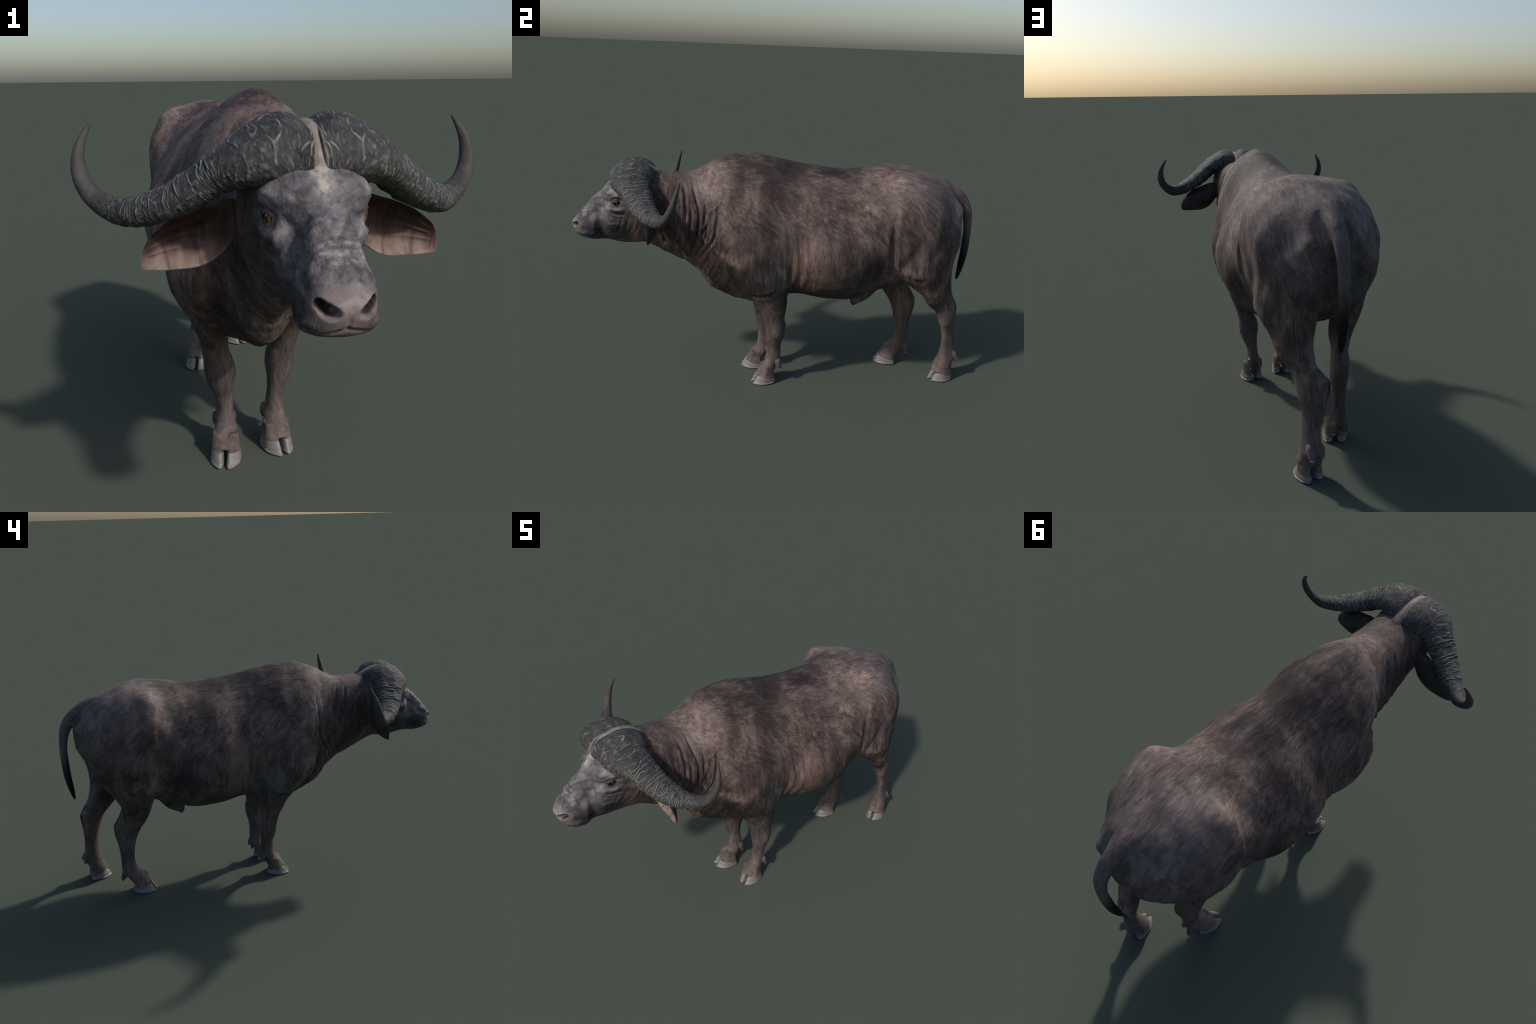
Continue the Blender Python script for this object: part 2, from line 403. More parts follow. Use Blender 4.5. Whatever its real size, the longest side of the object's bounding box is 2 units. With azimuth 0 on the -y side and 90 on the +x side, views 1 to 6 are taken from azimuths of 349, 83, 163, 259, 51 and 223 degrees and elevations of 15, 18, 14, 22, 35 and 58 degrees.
# ---------------------------------------------------------------- sculpting the fused skin
class Skin:
    def __init__(self, v, quads):
        self.v = v; self.q = quads
        e = np.vstack([quads[:, [0, 1]], quads[:, [1, 2]], quads[:, [2, 3]], quads[:, [3, 0]]])
        e = np.sort(e, 1); e = np.unique(e, axis=0)
        self.e = e; n = len(v); self.n = n
        self.deg = np.maximum(np.bincount(e.ravel(), minlength=n), 1)
        self.update()

    def update(self):
        a, b, c, d = (self.v[self.q[:, i]] for i in range(4))
        fn = np.cross(c - a, d - b)
        N = np.zeros_like(self.v)
        for k in range(3):
            N[:, k] = sum(np.bincount(self.q[:, i], fn[:, k], self.n) for i in range(4))
        self.N = N / np.maximum(np.linalg.norm(N, axis=1), 1e-12)[:, None]

    def lap(self):
        L = np.empty_like(self.v); e = self.e
        for k in range(3):
            x = self.v[:, k]
            L[:, k] = (np.bincount(e[:, 0], x[e[:, 1]], self.n) + np.bincount(e[:, 1], x[e[:, 0]], self.n)) / self.deg - x
        return L

    def smooth(self, times, weight=1.0):
        w = np.broadcast_to(np.asarray(weight, float), (self.n,))[:, None]
        for _ in range(times):
            self.v = self.v + 0.5 * w * self.lap()
            self.v = self.v - 0.52 * w * self.lap()

    def fill_creases(self, times, weight):
        for i in range(times):
            if i % 4 == 0: self.update()
            d = (self.lap() * self.N).sum(1)
            self.v = self.v + self.N * (np.clip(d, 0, None) * weight * 0.9)[:, None]
            if i % 6 == 5: self.smooth(1)
        self.update()

    def bump(self, centre, radii, amount, both=True, direction=None):
        for s in ((1, -1) if both else (1,)):
            c = np.array(centre) * (s, 1, 1)
            d2 = (((self.v - c) / np.array(radii)) ** 2).sum(1)
            m = d2 < 6
            w = np.exp(-d2[m] * 1.2)[:, None] * amount
            dr = self.N[m] if direction is None else np.array(direction) * (s, 1, 1)
            self.v[m] += dr * w

    def line(self, pts, width, amount, both=True):
        """Raise (or press in) a soft ridge along a polyline in space."""
        P = np.array(pts, float); t = np.linspace(0, 1, len(P)); tt = np.linspace(0, 1, 8 * len(P))
        P = np.stack([pchip(t, P[:, k], tt) for k in range(3)], -1)
        for s in ((1, -1) if both else (1,)):
            Q = P * (s, 1, 1)
            idx = np.nonzero(((self.v > Q.min(0) - 3 * width) & (self.v < Q.max(0) + 3 * width)).all(1))[0]
            d = np.full(len(idx), 9.0); al = np.zeros(len(idx))
            for i, q in enumerate(Q):
                r = np.linalg.norm(self.v[idx] - q, axis=1); m = r < d
                d[m] = r[m]; al[m] = tt[i]
            fade = smooth(0, 0.2, al + 0.06) * smooth(0, 0.2, 1.06 - al)
            self.v[idx] += self.N[idx] * (amount * np.exp(-(d / width) ** 2) * fade)[:, None]

    def groove(self, pts, width, depth, axis=0, ridge=0.35, both=True, side=None, reach=None):
        """Cut a fold along a polyline drawn in the plane seen along `axis`, with a raised lip on either side."""
        P = np.array(pts, float)
        t = np.linspace(0, 1, len(P)); tt = np.linspace(0, 1, 6 * len(P))
        P = np.stack([pchip(t, P[:, k], tt) for k in (0, 1)], -1)
        keep = [k for k in range(3) if k != axis]
        xy = self.v[:, keep]
        facing = np.abs(self.N[:, axis])
        lo, hi = P.min(0) - 3.2 * width, P.max(0) + 3.2 * width
        m = ((xy > lo) & (xy < hi)).all(1) & (facing > 0.25)
        if axis == 0 and side: m &= self.v[:, 0] * side > 0
        if reach is not None: m &= reach(self.v)
        idx = np.nonzero(m)[0]
        if not len(idx): return
        q = xy[idx]; best = np.full(len(q), 9.0); along = np.zeros(len(q))
        for i in range(len(P) - 1):
            a, d = P[i], P[i + 1] - P[i]
            s = np.clip(((q - a) @ d) / max(d @ d, 1e-12), 0, 1)
            r = np.linalg.norm(q - a - s[:, None] * d, axis=1)
            b = r < best; best[b] = r[b]; along[b] = (i + s[b]) / (len(P) - 1)
        fade = smooth(0, 0.25, along) * smooth(0, 0.25, 1 - along)
        k = best / width
        h = (-np.exp(-k * k) + ridge * np.exp(-((k - 1.7) / 0.8) ** 2)) * depth * fade
        self.v[idx] += self.N[idx] * h[:, None]

# fold lines on the side of the neck and chest, (y, z)
NECK_FOLDS = [
    [(-0.485, 1.050), (-0.471, 1.010), (-0.466, 0.920), (-0.475, 0.846), (-0.493, 0.725)],
    [(-0.439, 1.070), (-0.422, 0.995), (-0.404, 0.911), (-0.407, 0.849), (-0.421, 0.756), (-0.448, 0.690)],
    [(-0.363, 0.880), (-0.377, 0.790), (-0.415, 0.680)],
    [(-0.312, 1.010), (-0.319, 0.895), (-0.333, 0.796), (-0.377, 0.721), (-0.412, 0.650)],
    [(-0.286, 0.730), (-0.310, 0.770), (-0.333, 0.820)],
    [(-0.562, 0.930), (-0.546, 0.815), (-0.511, 0.730)],
    [(-0.358, 0.864), (-0.390, 0.806), (-0.376, 0.728)],
    [(-0.520, 0.990), (-0.510, 0.880), (-0.520, 0.760)],
    [(-0.450, 0.980), (-0.440, 0.900), (-0.452, 0.800), (-0.480, 0.700)],
    [(-0.385, 0.990), (-0.372, 0.930), (-0.384, 0.840)],
    [(-0.590, 0.880), (-0.575, 0.800), (-0.560, 0.740)],
    [(-0.345, 0.720), (-0.380, 0.640), (-0.395, 0.570)],
    [(-0.310, 0.690), (-0.345, 0.600), (-0.370, 0.540)],
]

def sculpt(S):
    v = S.v
    S.smooth(5)
    S.update()
    trunkish = smooth(0.13, 0.22, v[:, 2]) * smooth(-0.60, -0.50, v[:, 1]) * (1 - smooth(0.90, 0.95, v[:, 1]) * 0.6)
    S.fill_creases(46, trunkish)
    headish = (1 - smooth(-0.66, -0.60, S.v[:, 1])) * (np.abs(S.v[:, 0]) < 0.14)
    S.fill_creases(10, headish)
    S.smooth(3)
    flesh = smooth(0.50, 0.62, S.v[:, 2]) * smooth(-0.52, -0.42, S.v[:, 1]) * (1 - smooth(0.86, 0.92, S.v[:, 1]))
    for _ in range(40):
        S.v = S.v + 0.5 * flesh[:, None] * S.lap()
    S.update()
    # ---- big forms
    S.bump((0.185, 0.545, 1.065), (0.055, 0.060, 0.055), 0.018)        # hip points
    S.bump((0.200, 0.430, 0.960), (0.060, 0.070, 0.070), -0.010)       # hollow of the flank
    S.bump((0.105, 0.890, 0.925), (0.038, 0.040, 0.036), 0.022, direction=(0.15, 0.92, 0.25))        # pin bones
    S.line([(0.046, 0.830, 1.035), (0.050, 0.880, 0.990), (0.049, 0.912, 0.935)], 0.015, -0.007)
    S.bump((0.058, 0.885, 0.975), (0.022, 0.050, 0.045), -0.017)       # grooves beside the tail head
    S.bump((0.230, -0.270, 0.660), (0.05, 0.06, 0.06), 0.007)          # point of the shoulder
    S.bump((0.150, -0.120, 1.010), (0.06, 0.05, 0.12), 0.006)          # shoulder blade
    S.bump((0.200, 0.030, 0.930), (0.05, 0.045, 0.14), -0.007)         # hollow behind it
    S.bump((0.215, 0.055, 0.620), (0.05, 0.032, 0.12), -0.008)         # behind the elbow
    S.bump((0.190, 0.025, 0.520), (0.04, 0.025, 0.035), 0.006)         # elbow
    S.bump((0.230, 0.640, 0.820), (0.06, 0.12, 0.12), 0.006)           # thigh muscle
    S.bump((0.160, 0.800, 0.640), (0.04, 0.05, 0.10), -0.004)
    # ---- folds
    for i, f in enumerate(NECK_FOLDS):
        deep = (0.0060, 0.0065, 0.005, 0.0065, 0.0035, 0.0035, 0.0045, 0.003, 0.004, 0.0035, 0.0035, 0.003, 0.003)[i]
        S.groove(f, 0.0075, deep * 1.3)
    S.update()
    S.groove([(0.500, 0.985), (0.502, 0.860), (0.512, 0.741), (0.522, 0.657), (0.550, 0.590)], 0.016, 0.009, ridge=0.25)
    for y0, a in ((0.018, 0.0055), (0.066, 0.0038), (0.112, 0.0022)):
        S.groove([(y0 - 0.012, 0.880), (y0, 0.770), (y0 + 0.010, 0.640), (y0 + 0.004, 0.530)], 0.012, a)
    S.groove([(-0.165, 0.500), (-0.127, 0.507), (-0.060, 0.526), (-0.013, 0.575)], 0.012, 0.005)
    S.groove([(0.585, 0.640), (0.640, 0.600), (0.700, 0.590)], 0.012, 0.004)
    S.groove([(0.700, 0.760), (0.760, 0.680), (0.800, 0.600)], 0.030, 0.006)
    S.update()
    # neck skin: many fine wavering pleats, and ripples on the belly behind the foreleg
    p = S.v
    q = np.c_[p[:, 0] * 6, p[:, 1] * 46 + 2.5 * noise3(p * 9), p[:, 2] * 7]
    pleat = fractal(q, 2)
    neck = (1 - smooth(-0.30, -0.16, p[:, 1])) * smooth(-0.66, -0.60, p[:, 1]) * (1 - smooth(0.98, 1.06, p[:, 2]))
    chest = (1 - smooth(-0.20, 0.0, p[:, 1])) * smooth(-0.5, -0.40, p[:, 1]) * (1 - smooth(0.52, 0.62, p[:, 2])) * smooth(0.40, 0.44, p[:, 2])
    u = np.abs(p[:, 0]) * 0.9 - 0.42 * p[:, 2]
    front = np.clip(-S.N[:, 1], 0, 1) ** 0.7 * (1 - smooth(-0.26, -0.18, p[:, 1])) * smooth(-0.66, -0.60, p[:, 1]) * smooth(0.40, 0.46, p[:, 2]) * (1 - smooth(0.80, 0.95, p[:, 2]))
    drape = fractal(np.c_[u * 62 + 0.8 * noise3(p * 11), p[:, 2] * 5, p[:, 1] * 5], 2)
    ripple = np.exp(-((p[:, 1] - 0.11) / 0.085) ** 2) * np.exp(-((p[:, 2] - 0.65) / 0.13) ** 2)
    q2 = np.c_[p[:, 0] * 3, p[:, 1] * 85 + 1.2 * noise3(p * 8), p[:, 2] * 4]
    low = np.exp(-((p[:, 1] - 0.42) / 0.16) ** 2) * np.exp(-((p[:, 2] - 0.56) / 0.09) ** 2)
    body = smooth(0.25, 0.4, p[:, 2]) * smooth(-0.55, -0.45, p[:, 1]) * (1 - smooth(0.91, 0.95, p[:, 1]))
    h = 0.0042 * drape * front * smooth(0.005, 0.035, np.abs(p[:, 0])) + 0.0030 * pleat * np.clip(neck + 0.5 * chest, 0, 1) + 0.0012 * noise3(q2) * np.clip(ripple + low, 0, 1) + 0.0022 * body * fractal(p * 9 + 5, 3)
    S.v = p + S.N * h[:, None]
    S.update()
    for foot, ((cx, cy), deg, side) in FEET.items():                   # cleft of the foot running up the pastern
        th = math.radians(deg) * side
        f = np.array((math.sin(th), -math.cos(th)))
        pt = lambda k, z: (cx + f[0] * k, cy + f[1] * k, z)
        S.line([pt(0.020, 0.125), pt(0.030, 0.100), pt(0.040, 0.076), pt(0.047, 0.050)], 0.0105, -0.0085, both=False)
        S.line([pt(-0.050, 0.070), pt(-0.050, 0.050), pt(-0.050, 0.030)], 0.010, -0.006, both=False)
    # ---- head
    rt = lambda z: z
    S.bump((0.096, -0.785, 1.000), (0.055, 0.055, 0.034), 0.008)       # brow
    S.line([(0.046, -0.832, 1.000), (0.043, -0.870, 0.974), (0.041, -0.910, 0.934), (0.045, -0.942, 0.900)], 0.012, 0.0045)   # edge of the nose bridge
    S.line([(0.074, -0.828, 0.958), (0.070, -0.860, 0.930), (0.069, -0.895, 0.898), (0.069, -0.925, 0.868)], 0.017, -0.0085)   # hollow beside it
    S.line([(0.055, -0.832, 0.986), (0.078, -0.822, 0.990), (0.102, -0.797, 0.990), (0.114, -0.766, 0.982)], 0.011, 0.0060)    # brow ridge
    S.line([(0.078, -0.842, 0.915), (0.100, -0.800, 0.905), (0.118, -0.755, 0.906), (0.128, -0.700, 0.915)], 0.013, 0.0045)    # cheek bone
    S.line([(0.080, -0.850, 0.865), (0.102, -0.795, 0.858), (0.120, -0.740, 0.850)], 0.018, -0.0050)
    S.line([(0.0, -0.300, 0.470), (0.0, -0.240, 0.440), (0.0, -0.180, 0.425), (0.0, -0.120, 0.420)], 0.028, 0.007, both=False)  # keel of the brisket
    S.bump((0.072, -0.815, 0.950), (0.020, 0.022, 0.020), -0.009)      # hollow in front of the eye
    S.bump((0.095, -0.783, 0.951), (0.022, 0.024, 0.017), -0.009)      # socket
    S.bump((0.092, -0.785, 0.918), (0.030, 0.034, 0.014), 0.007)       # below the eye
    S.bump((0.110, -0.730, 0.840), (0.04, 0.05, 0.05), 0.008)          # cheek
    S.bump((0.075, -0.860, 0.900), (0.030, 0.040, 0.030), -0.005)
    S.bump((0.048, -0.962, 0.864), (0.020, 0.020, 0.014), 0.005)       # wing of the nostril
    S.bump((0.066, -0.945, 0.792), (0.020, 0.030, 0.016), 0.005)       # upper lip
    S.bump((0.000, -0.975, 0.778), (0.030, 0.030, 0.010), 0.004, both=False)
    S.update()
    fine = lambda w: (lambda q: q[:, 1] < w)
    head_side = lambda q: (q[:, 1] < -0.64) & (np.abs(q[:, 0]) < 0.15)
    # lids and folds round the eye, (y, z)
    S.groove([(-0.824, 0.950), (-0.800, 0.965), (-0.780, 0.970), (-0.755, 0.960), (-0.740, 0.940)], 0.0050, 0.0050, reach=head_side)
    S.groove([(-0.822, 0.980), (-0.795, 0.990), (-0.765, 0.986), (-0.745, 0.970)], 0.0050, 0.0025, reach=head_side)
    S.line([(0.083, -0.812, 0.9610), (0.097, -0.790, 0.9665), (0.104, -0.764, 0.9610)], 0.0055, 0.0032)   # heavy upper lid
    S.groove([(-0.822, 0.944), (-0.806, 0.928), (-0.785, 0.921), (-0.760, 0.930)], 0.0050, 0.0030, reach=head_side)
    S.groove([(-0.825, 0.915), (-0.800, 0.897), (-0.770, 0.892), (-0.745, 0.905)], 0.0065, 0.0035, reach=head_side)
    S.groove([(-0.855, 0.930), (-0.845, 0.900), (-0.830, 0.870)], 0.0065, 0.0028, reach=head_side)
    S.groove([(-0.838, 0.925), (-0.826, 0.893), (-0.806, 0.865)], 0.0060, 0.0028, reach=head_side)
    for y0 in (-0.775, -0.745, -0.715, -0.690):
        S.groove([(y0 + 0.040, 0.930), (y0 + 0.015, 0.880), (y0, 0.830), (y0 - 0.020, 0.790)], 0.0060, 0.0016, reach=head_side)
    S.groove([(-0.985, 0.795), (-0.955, 0.787), (-0.920, 0.782), (-0.890, 0.778)], 0.0045, 0.0035, reach=head_side)   # mouth
    # creases over the nose, drawn looking along z: (x, y)
    nose_top = lambda q: (q[:, 1] < -0.86) & (q[:, 2] > 0.85)
    for y0, d in ((-0.957, 0.0024), (-0.945, 0.0030), (-0.932, 0.0030), (-0.920, 0.0024), (-0.907, 0.0016), (-0.892, 0.0014)):
        S.groove([(-0.062, y0 + 0.020), (-0.035, y0 + 0.004), (0.0, y0), (0.035, y0 + 0.004), (0.062, y0 + 0.020)], 0.0048, d, axis=2, ridge=0.6, reach=nose_top)
    S.update()
    # nostrils: comma-shaped pits
    for s in (1, -1):
        for c, r, k in (((0.031, -0.995, 0.824), 0.0115, 0.028), ((0.039, -0.987, 0.830), 0.0115, 0.026), ((0.047, -0.977, 0.837), 0.0095, 0.018)):
            d = np.linalg.norm((S.v - np.array(c) * (s, 1, 1)) / (1, 1.3, 0.85), axis=1)
            m = d < 3 * r
            S.v[m] += np.outer(np.exp(-(d[m] / r) ** 4) * k, np.array((-(0.20 + 12 * (c[0] - 0.028)) * s, 1.0, 0.08)))
    front = lambda q: q[:, 1] < -0.93
    S.groove([(-0.062, 0.778), (-0.035, 0.784), (-0.012, 0.789), (0.0, 0.793), (0.012, 0.789), (0.035, 0.784), (0.062, 0.778)], 0.0035, 0.0030, axis=1, both=False, reach=front)
    S.bump((0.050, -0.968, 0.795), (0.018, 0.020, 0.010), 0.004)
    S.groove([(0.0, 0.822), (0.0, 0.800), (0.0, 0.785)], 0.004, 0.0025, axis=1, both=False, reach=lambda q: q[:, 1] < -0.9)   # groove of the upper lip
    S.update()
    # eye openings: press the skin back inside the eyeball where the lids part
    for s in (1, -1):
        c = EYE * (s, 1, 1)
        d = S.v - c
        yy, zz = d[:, 1], d[:, 2] - 0.10 * d[:, 1]
        opening = (np.abs(yy) / 0.0205) ** 2 + (zz / np.where(zz > 0, 0.0062, 0.0095)) ** 2
        out = (d[:, 0] * s > 0) & (np.linalg.norm(d, axis=1) < 0.06)
        # lids hug the ball
        r = np.linalg.norm(d, axis=1)
        ryz = np.hypot(yy, zz)
        lid = out & (opening >= 1) & (ryz < 0.031)
        want = EYE_R + 0.0026
        k = 1 - smooth(0.021, 0.031, ryz)
        S.v[lid] += (d[lid] / r[lid, None]) * ((want - r[lid]) * k[lid])[:, None]
        hole = out & (opening < 1.15)
        S.v[hole] += (d[hole] / r[hole, None]) * ((EYE_R - 0.006 - r[hole]) * (1 - smooth(0.80, 1.15, opening[hole])))[:, None]
    S.smooth(1)
    S.update()

def region_of(c):
    """Which anatomical part a point of the skin belongs to."""
    x, y, z = c[:, 0], c[:, 1], c[:, 2]
    R = np.full(len(c), "torso", dtype=object)
    R[y < -0.36 + (z - 0.5) * 0.25] = "neck"
    R[y + 0.30 * (z - 0.9) < -0.625] = "head"
    fore = (y > -0.32) & (y < 0.16) & (z < 0.44)
    R[fore & (x > 0.035)] = "foreleg_left"; R[fore & (x < -0.035)] = "foreleg_right"
    hind = (y > 0.50) & (z < 0.60) & (np.abs(x) > 0.02) & (y - 0.56 > (z - 0.55) * 0.6)
    R[hind & (x > 0)] = "hindleg_left"; R[hind & (x < 0)] = "hindleg_right"
    tail = (np.abs(x) < 0.050) & (y > 0.918)
    R[tail] = "tail"
    return R

# ================================================================ materials (nodes only)
class Nodes:
    def __init__(self, name):
        self.mat = bpy.data.materials.new(name); self.mat.use_nodes = True
        self.t = self.mat.node_tree; self.t.nodes.clear()
        self.out = self.t.nodes.new("ShaderNodeOutputMaterial")
        self.bsdf = self.t.nodes.new("ShaderNodeBsdfPrincipled")
        self.t.links.new(self.bsdf.outputs[0], self.out.inputs[0])
        self.coord = self.t.nodes.new("ShaderNodeTexCoord")
        self.obj = self.coord.outputs["Object"]

    def link(self, a, b):
        self.t.links.new(a, b)

    def put(self, sock, v):
        if isinstance(v, bpy.types.NodeSocket): self.link(v, sock)
        else: sock.default_value = v

    def math(self, op, a, b=0.0, c=0.0, clamp=False):
        n = self.t.nodes.new("ShaderNodeMath"); n.operation = op; n.use_clamp = clamp
        for i, v in enumerate((a, b, c)): self.put(n.inputs[i], v)
        return n.outputs[0]

    def vmath(self, op, a, b=(0, 0, 0)):
        n = self.t.nodes.new("ShaderNodeVectorMath"); n.operation = op
        self.put(n.inputs[0], a); self.put(n.inputs[1], b)
        return n.outputs["Value"] if op in ("LENGTH", "DOT_PRODUCT", "DISTANCE") else n.outputs["Vector"]

    def split(self, v):
        n = self.t.nodes.new("ShaderNodeSeparateXYZ"); self.put(n.inputs[0], v); return n.outputs

    def join(self, x, y, z):
        n = self.t.nodes.new("ShaderNodeCombineXYZ")
        for i, q in enumerate((x, y, z)): self.put(n.inputs[i], q)
        return n.outputs[0]

    def noise(self, vec, scale, detail=3.0, rough=0.55, distort=0.0):
        n = self.t.nodes.new("ShaderNodeTexNoise"); self.put(n.inputs["Vector"], vec)
        n.inputs["Scale"].default_value = scale; n.inputs["Detail"].default_value = detail
        n.inputs["Roughness"].default_value = rough; n.inputs["Distortion"].default_value = distort
        return n.outputs["Fac"]

    def mapping(self, vec, rot=(0, 0, 0), scale=(1, 1, 1), kind="POINT"):
        n = self.t.nodes.new("ShaderNodeMapping"); n.vector_type = kind
        self.put(n.inputs["Vector"], vec); n.inputs["Rotation"].default_value = rot; n.inputs["Scale"].default_value = scale
        return n.outputs[0]

    def ramp(self, v, lo, hi, a=0.0, b=1.0, smooth_it=True):
        n = self.t.nodes.new("ShaderNodeMapRange"); n.interpolation_type = "SMOOTHSTEP" if smooth_it else "LINEAR"
        self.put(n.inputs[0], v)
        for i, q in enumerate((lo, hi, a, b)): n.inputs[i + 1].default_value = q
        return n.outputs[0]

    def colors(self, v, stops):
        n = self.t.nodes.new("ShaderNodeValToRGB"); self.put(n.inputs[0], v)
        el = n.color_ramp.elements
        while len(el) < len(stops): el.new(0.5)
        for e, (p, c) in zip(el, stops): e.position = p; e.color = (*c, 1)
        return n.outputs[0]

    def mix(self, f, a, b, mode="MIX"):
        n = self.t.nodes.new("ShaderNodeMix"); n.data_type = "RGBA"; n.blend_type = mode
        self.put(n.inputs[0], f)
        for s, v in ((n.inputs[6], a), (n.inputs[7], b)):
            if isinstance(v, tuple): v = (*v, 1) if len(v) == 3 else v
            self.put(s, v)
        return n.outputs[2]

    def blob(self, vec, centre, radii, soft=0.35):
        """1 inside an ellipsoid, fading to 0 outside."""
        d = self.vmath("SUBTRACT", vec, centre)
        d = self.vmath("MULTIPLY", d, tuple(1.0 / r for r in radii))
        return self.ramp(self.vmath("LENGTH", d), 1 - soft, 1 + soft, 1.0, 0.0)

    def bump(self, height, strength, distance, normal=None):
        n = self.t.nodes.new("ShaderNodeBump"); n.inputs["Strength"].default_value = strength; n.inputs["Distance"].default_value = distance
        self.put(n.inputs["Height"], height)
        if normal is not None: self.link(normal, n.inputs["Normal"])
        return n.outputs[0]

def hide_material():
    N = Nodes("buffalo_hide")
    P = N.obj
    s = N.split(P)
    ax = N.math("ABSOLUTE", s[0])
    A = N.join(ax, s[1], s[2])                                     # mirrored coordinates
    wob = N.t.nodes.new("ShaderNodeTexNoise"); N.link(P, wob.inputs["Vector"]); wob.inputs["Scale"].default_value = 9; wob.inputs["Detail"].default_value = 4
    w = N.vmath("SUBTRACT", wob.outputs["Color"], (0.5, 0.5, 0.5))
    W = N.vmath("ADD", A, N.vmath("MULTIPLY", w, (0.10, 0.10, 0.10)))   # ragged edges for the patches
    Wf = N.vmath("ADD", A, N.vmath("MULTIPLY", w, (0.03, 0.03, 0.03)))

    # hair lies back along the spine, turns down over the ribs, and hangs straight low on the flank
    def hair(scale, stretch, detail):
        out = []
        for ang in (0.25, 0.85, 1.45):
            m = N.mapping(N.mapping(P, rot=(ang, 0, 0)), scale=(1, 1 / stretch, 1))
            out.append(N.noise(m, scale, detail, 0.6, 0.4))
        level = N.math("SUBTRACT", N.math("ADD", s[2], N.math("MULTIPLY", w_x, 0.25)), N.ramp(s[1], -0.46, -0.24, 0.26, 0.0))
        lo = N.ramp(level, 0.72, 0.86)
        hi = N.ramp(level, 0.94, 1.10)
        f = N.t.nodes.new("ShaderNodeMix"); N.link(lo, f.inputs[0]); N.link(out[2], f.inputs[2]); N.link(out[1], f.inputs[3])
        g = N.t.nodes.new("ShaderNodeMix"); N.link(hi, g.inputs[0]); N.link(f.outputs[0], g.inputs[2]); N.link(out[0], g.inputs[3])
        return g.outputs[0]
    w_x = N.split(w)[0]
    streak = hair(44, 3.6, 3)
    fine = hair(120, 6, 2)
    tuft = hair(13, 3.2, 2)
    blotch = N.noise(N.mapping(P, scale=(1, 1.7, 0.75)), 6.0, 3, 0.55, 0.6)
    v = N.math("ADD", N.math("MULTIPLY", N.math("SUBTRACT", streak, 0.5), 0.80), N.math("MULTIPLY", N.math("SUBTRACT", blotch, 0.5), 0.95))
    v = N.math("ADD", v, N.math("MULTIPLY", N.math("SUBTRACT", fine, 0.5), 0.85))
    v = N.math("ADD", v, N.math("MULTIPLY", N.math("SUBTRACT", tuft, 0.5), 0.75))
    v = N.math("ADD", v, 0.42)
    # lighter and darker regions
    for c, r, amt, soft in [
        ((0.08, -0.34, 1.06), (0.14, 0.13, 0.10), 0.20, 0.5),       # withers and mane, pale
        ((0.16, -0.30, 0.95), (0.08, 0.08, 0.16), 0.13, 0.5),
        ((0.16, 0.52, 1.04), (0.14, 0.13, 0.10), 0.10, 0.6),
        ((0.10, 0.68, 1.04), (0.22, 0.24, 0.14), 0.15, 0.6),        # hips
        ((0.24, -0.25, 0.705), (0.08, 0.07, 0.035), 0.26, 0.5),     # pale mark on the chest
        ((0.29, 0.10, 0.72), (0.10, 0.05, 0.15), 0.12, 0.5),        # behind the elbow
        ((0.25, 0.36, 0.90), (0.12, 0.12, 0.12), 0.08, 0.6),
        ((0.25, 0.56, 0.72), (0.08, 0.035, 0.16), 0.15, 0.5),       # edge of the thigh
        ((0.24, 0.60, 0.64), (0.08, 0.07, 0.03), 0.16, 0.5),
        ((0.00, 0.10, 1.13), (0.12, 0.34, 0.07), -0.22, 0.5),       # dark saddle
        ((0.10, -0.08, 1.08), (0.10, 0.10, 0.10), -0.10, 0.5),
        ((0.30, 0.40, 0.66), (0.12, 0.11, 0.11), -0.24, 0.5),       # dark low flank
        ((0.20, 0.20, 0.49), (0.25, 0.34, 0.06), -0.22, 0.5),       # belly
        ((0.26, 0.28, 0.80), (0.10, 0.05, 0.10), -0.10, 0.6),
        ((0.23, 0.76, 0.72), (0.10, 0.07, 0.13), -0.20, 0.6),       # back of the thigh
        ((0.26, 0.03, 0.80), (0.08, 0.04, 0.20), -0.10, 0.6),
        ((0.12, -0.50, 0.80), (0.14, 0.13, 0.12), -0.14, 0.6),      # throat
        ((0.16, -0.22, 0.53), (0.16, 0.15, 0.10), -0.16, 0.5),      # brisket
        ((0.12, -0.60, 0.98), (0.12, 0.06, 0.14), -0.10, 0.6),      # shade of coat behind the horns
        ((0.20, -0.06, 0.64), (0.10, 0.08, 0.12), -0.06, 0.5),
    ]:
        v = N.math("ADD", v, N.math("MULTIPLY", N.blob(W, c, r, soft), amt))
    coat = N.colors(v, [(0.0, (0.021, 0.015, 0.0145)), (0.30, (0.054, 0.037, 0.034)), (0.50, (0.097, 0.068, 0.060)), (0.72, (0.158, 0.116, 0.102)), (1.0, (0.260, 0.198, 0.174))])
    # rosy skin showing through in vertical strips behind the foreleg
    strips = N.noise(N.mapping(P, scale=(2, 16, 1.2)), 4.0, 2)
    rosy = N.math("MULTIPLY", N.blob(W, (0.28, 0.11, 0.64), (0.12, 0.085, 0.17), 0.5), N.ramp(strips, 0.38, 0.62))
    coat = N.mix(N.math("MULTIPLY", rosy, 0.80), coat, (0.165, 0.102, 0.082))
    # thin grey hair over the upper foreleg, low belly and rump
    grey = N.math("MAXIMUM", N.blob(W, (0.20, -0.05, 0.58), (0.13, 0.11, 0.13), 0.5), N.math("MULTIPLY", N.blob(W, (0.22, 0.33, 0.56), (0.14, 0.16, 0.10), 0.5), 0.7))
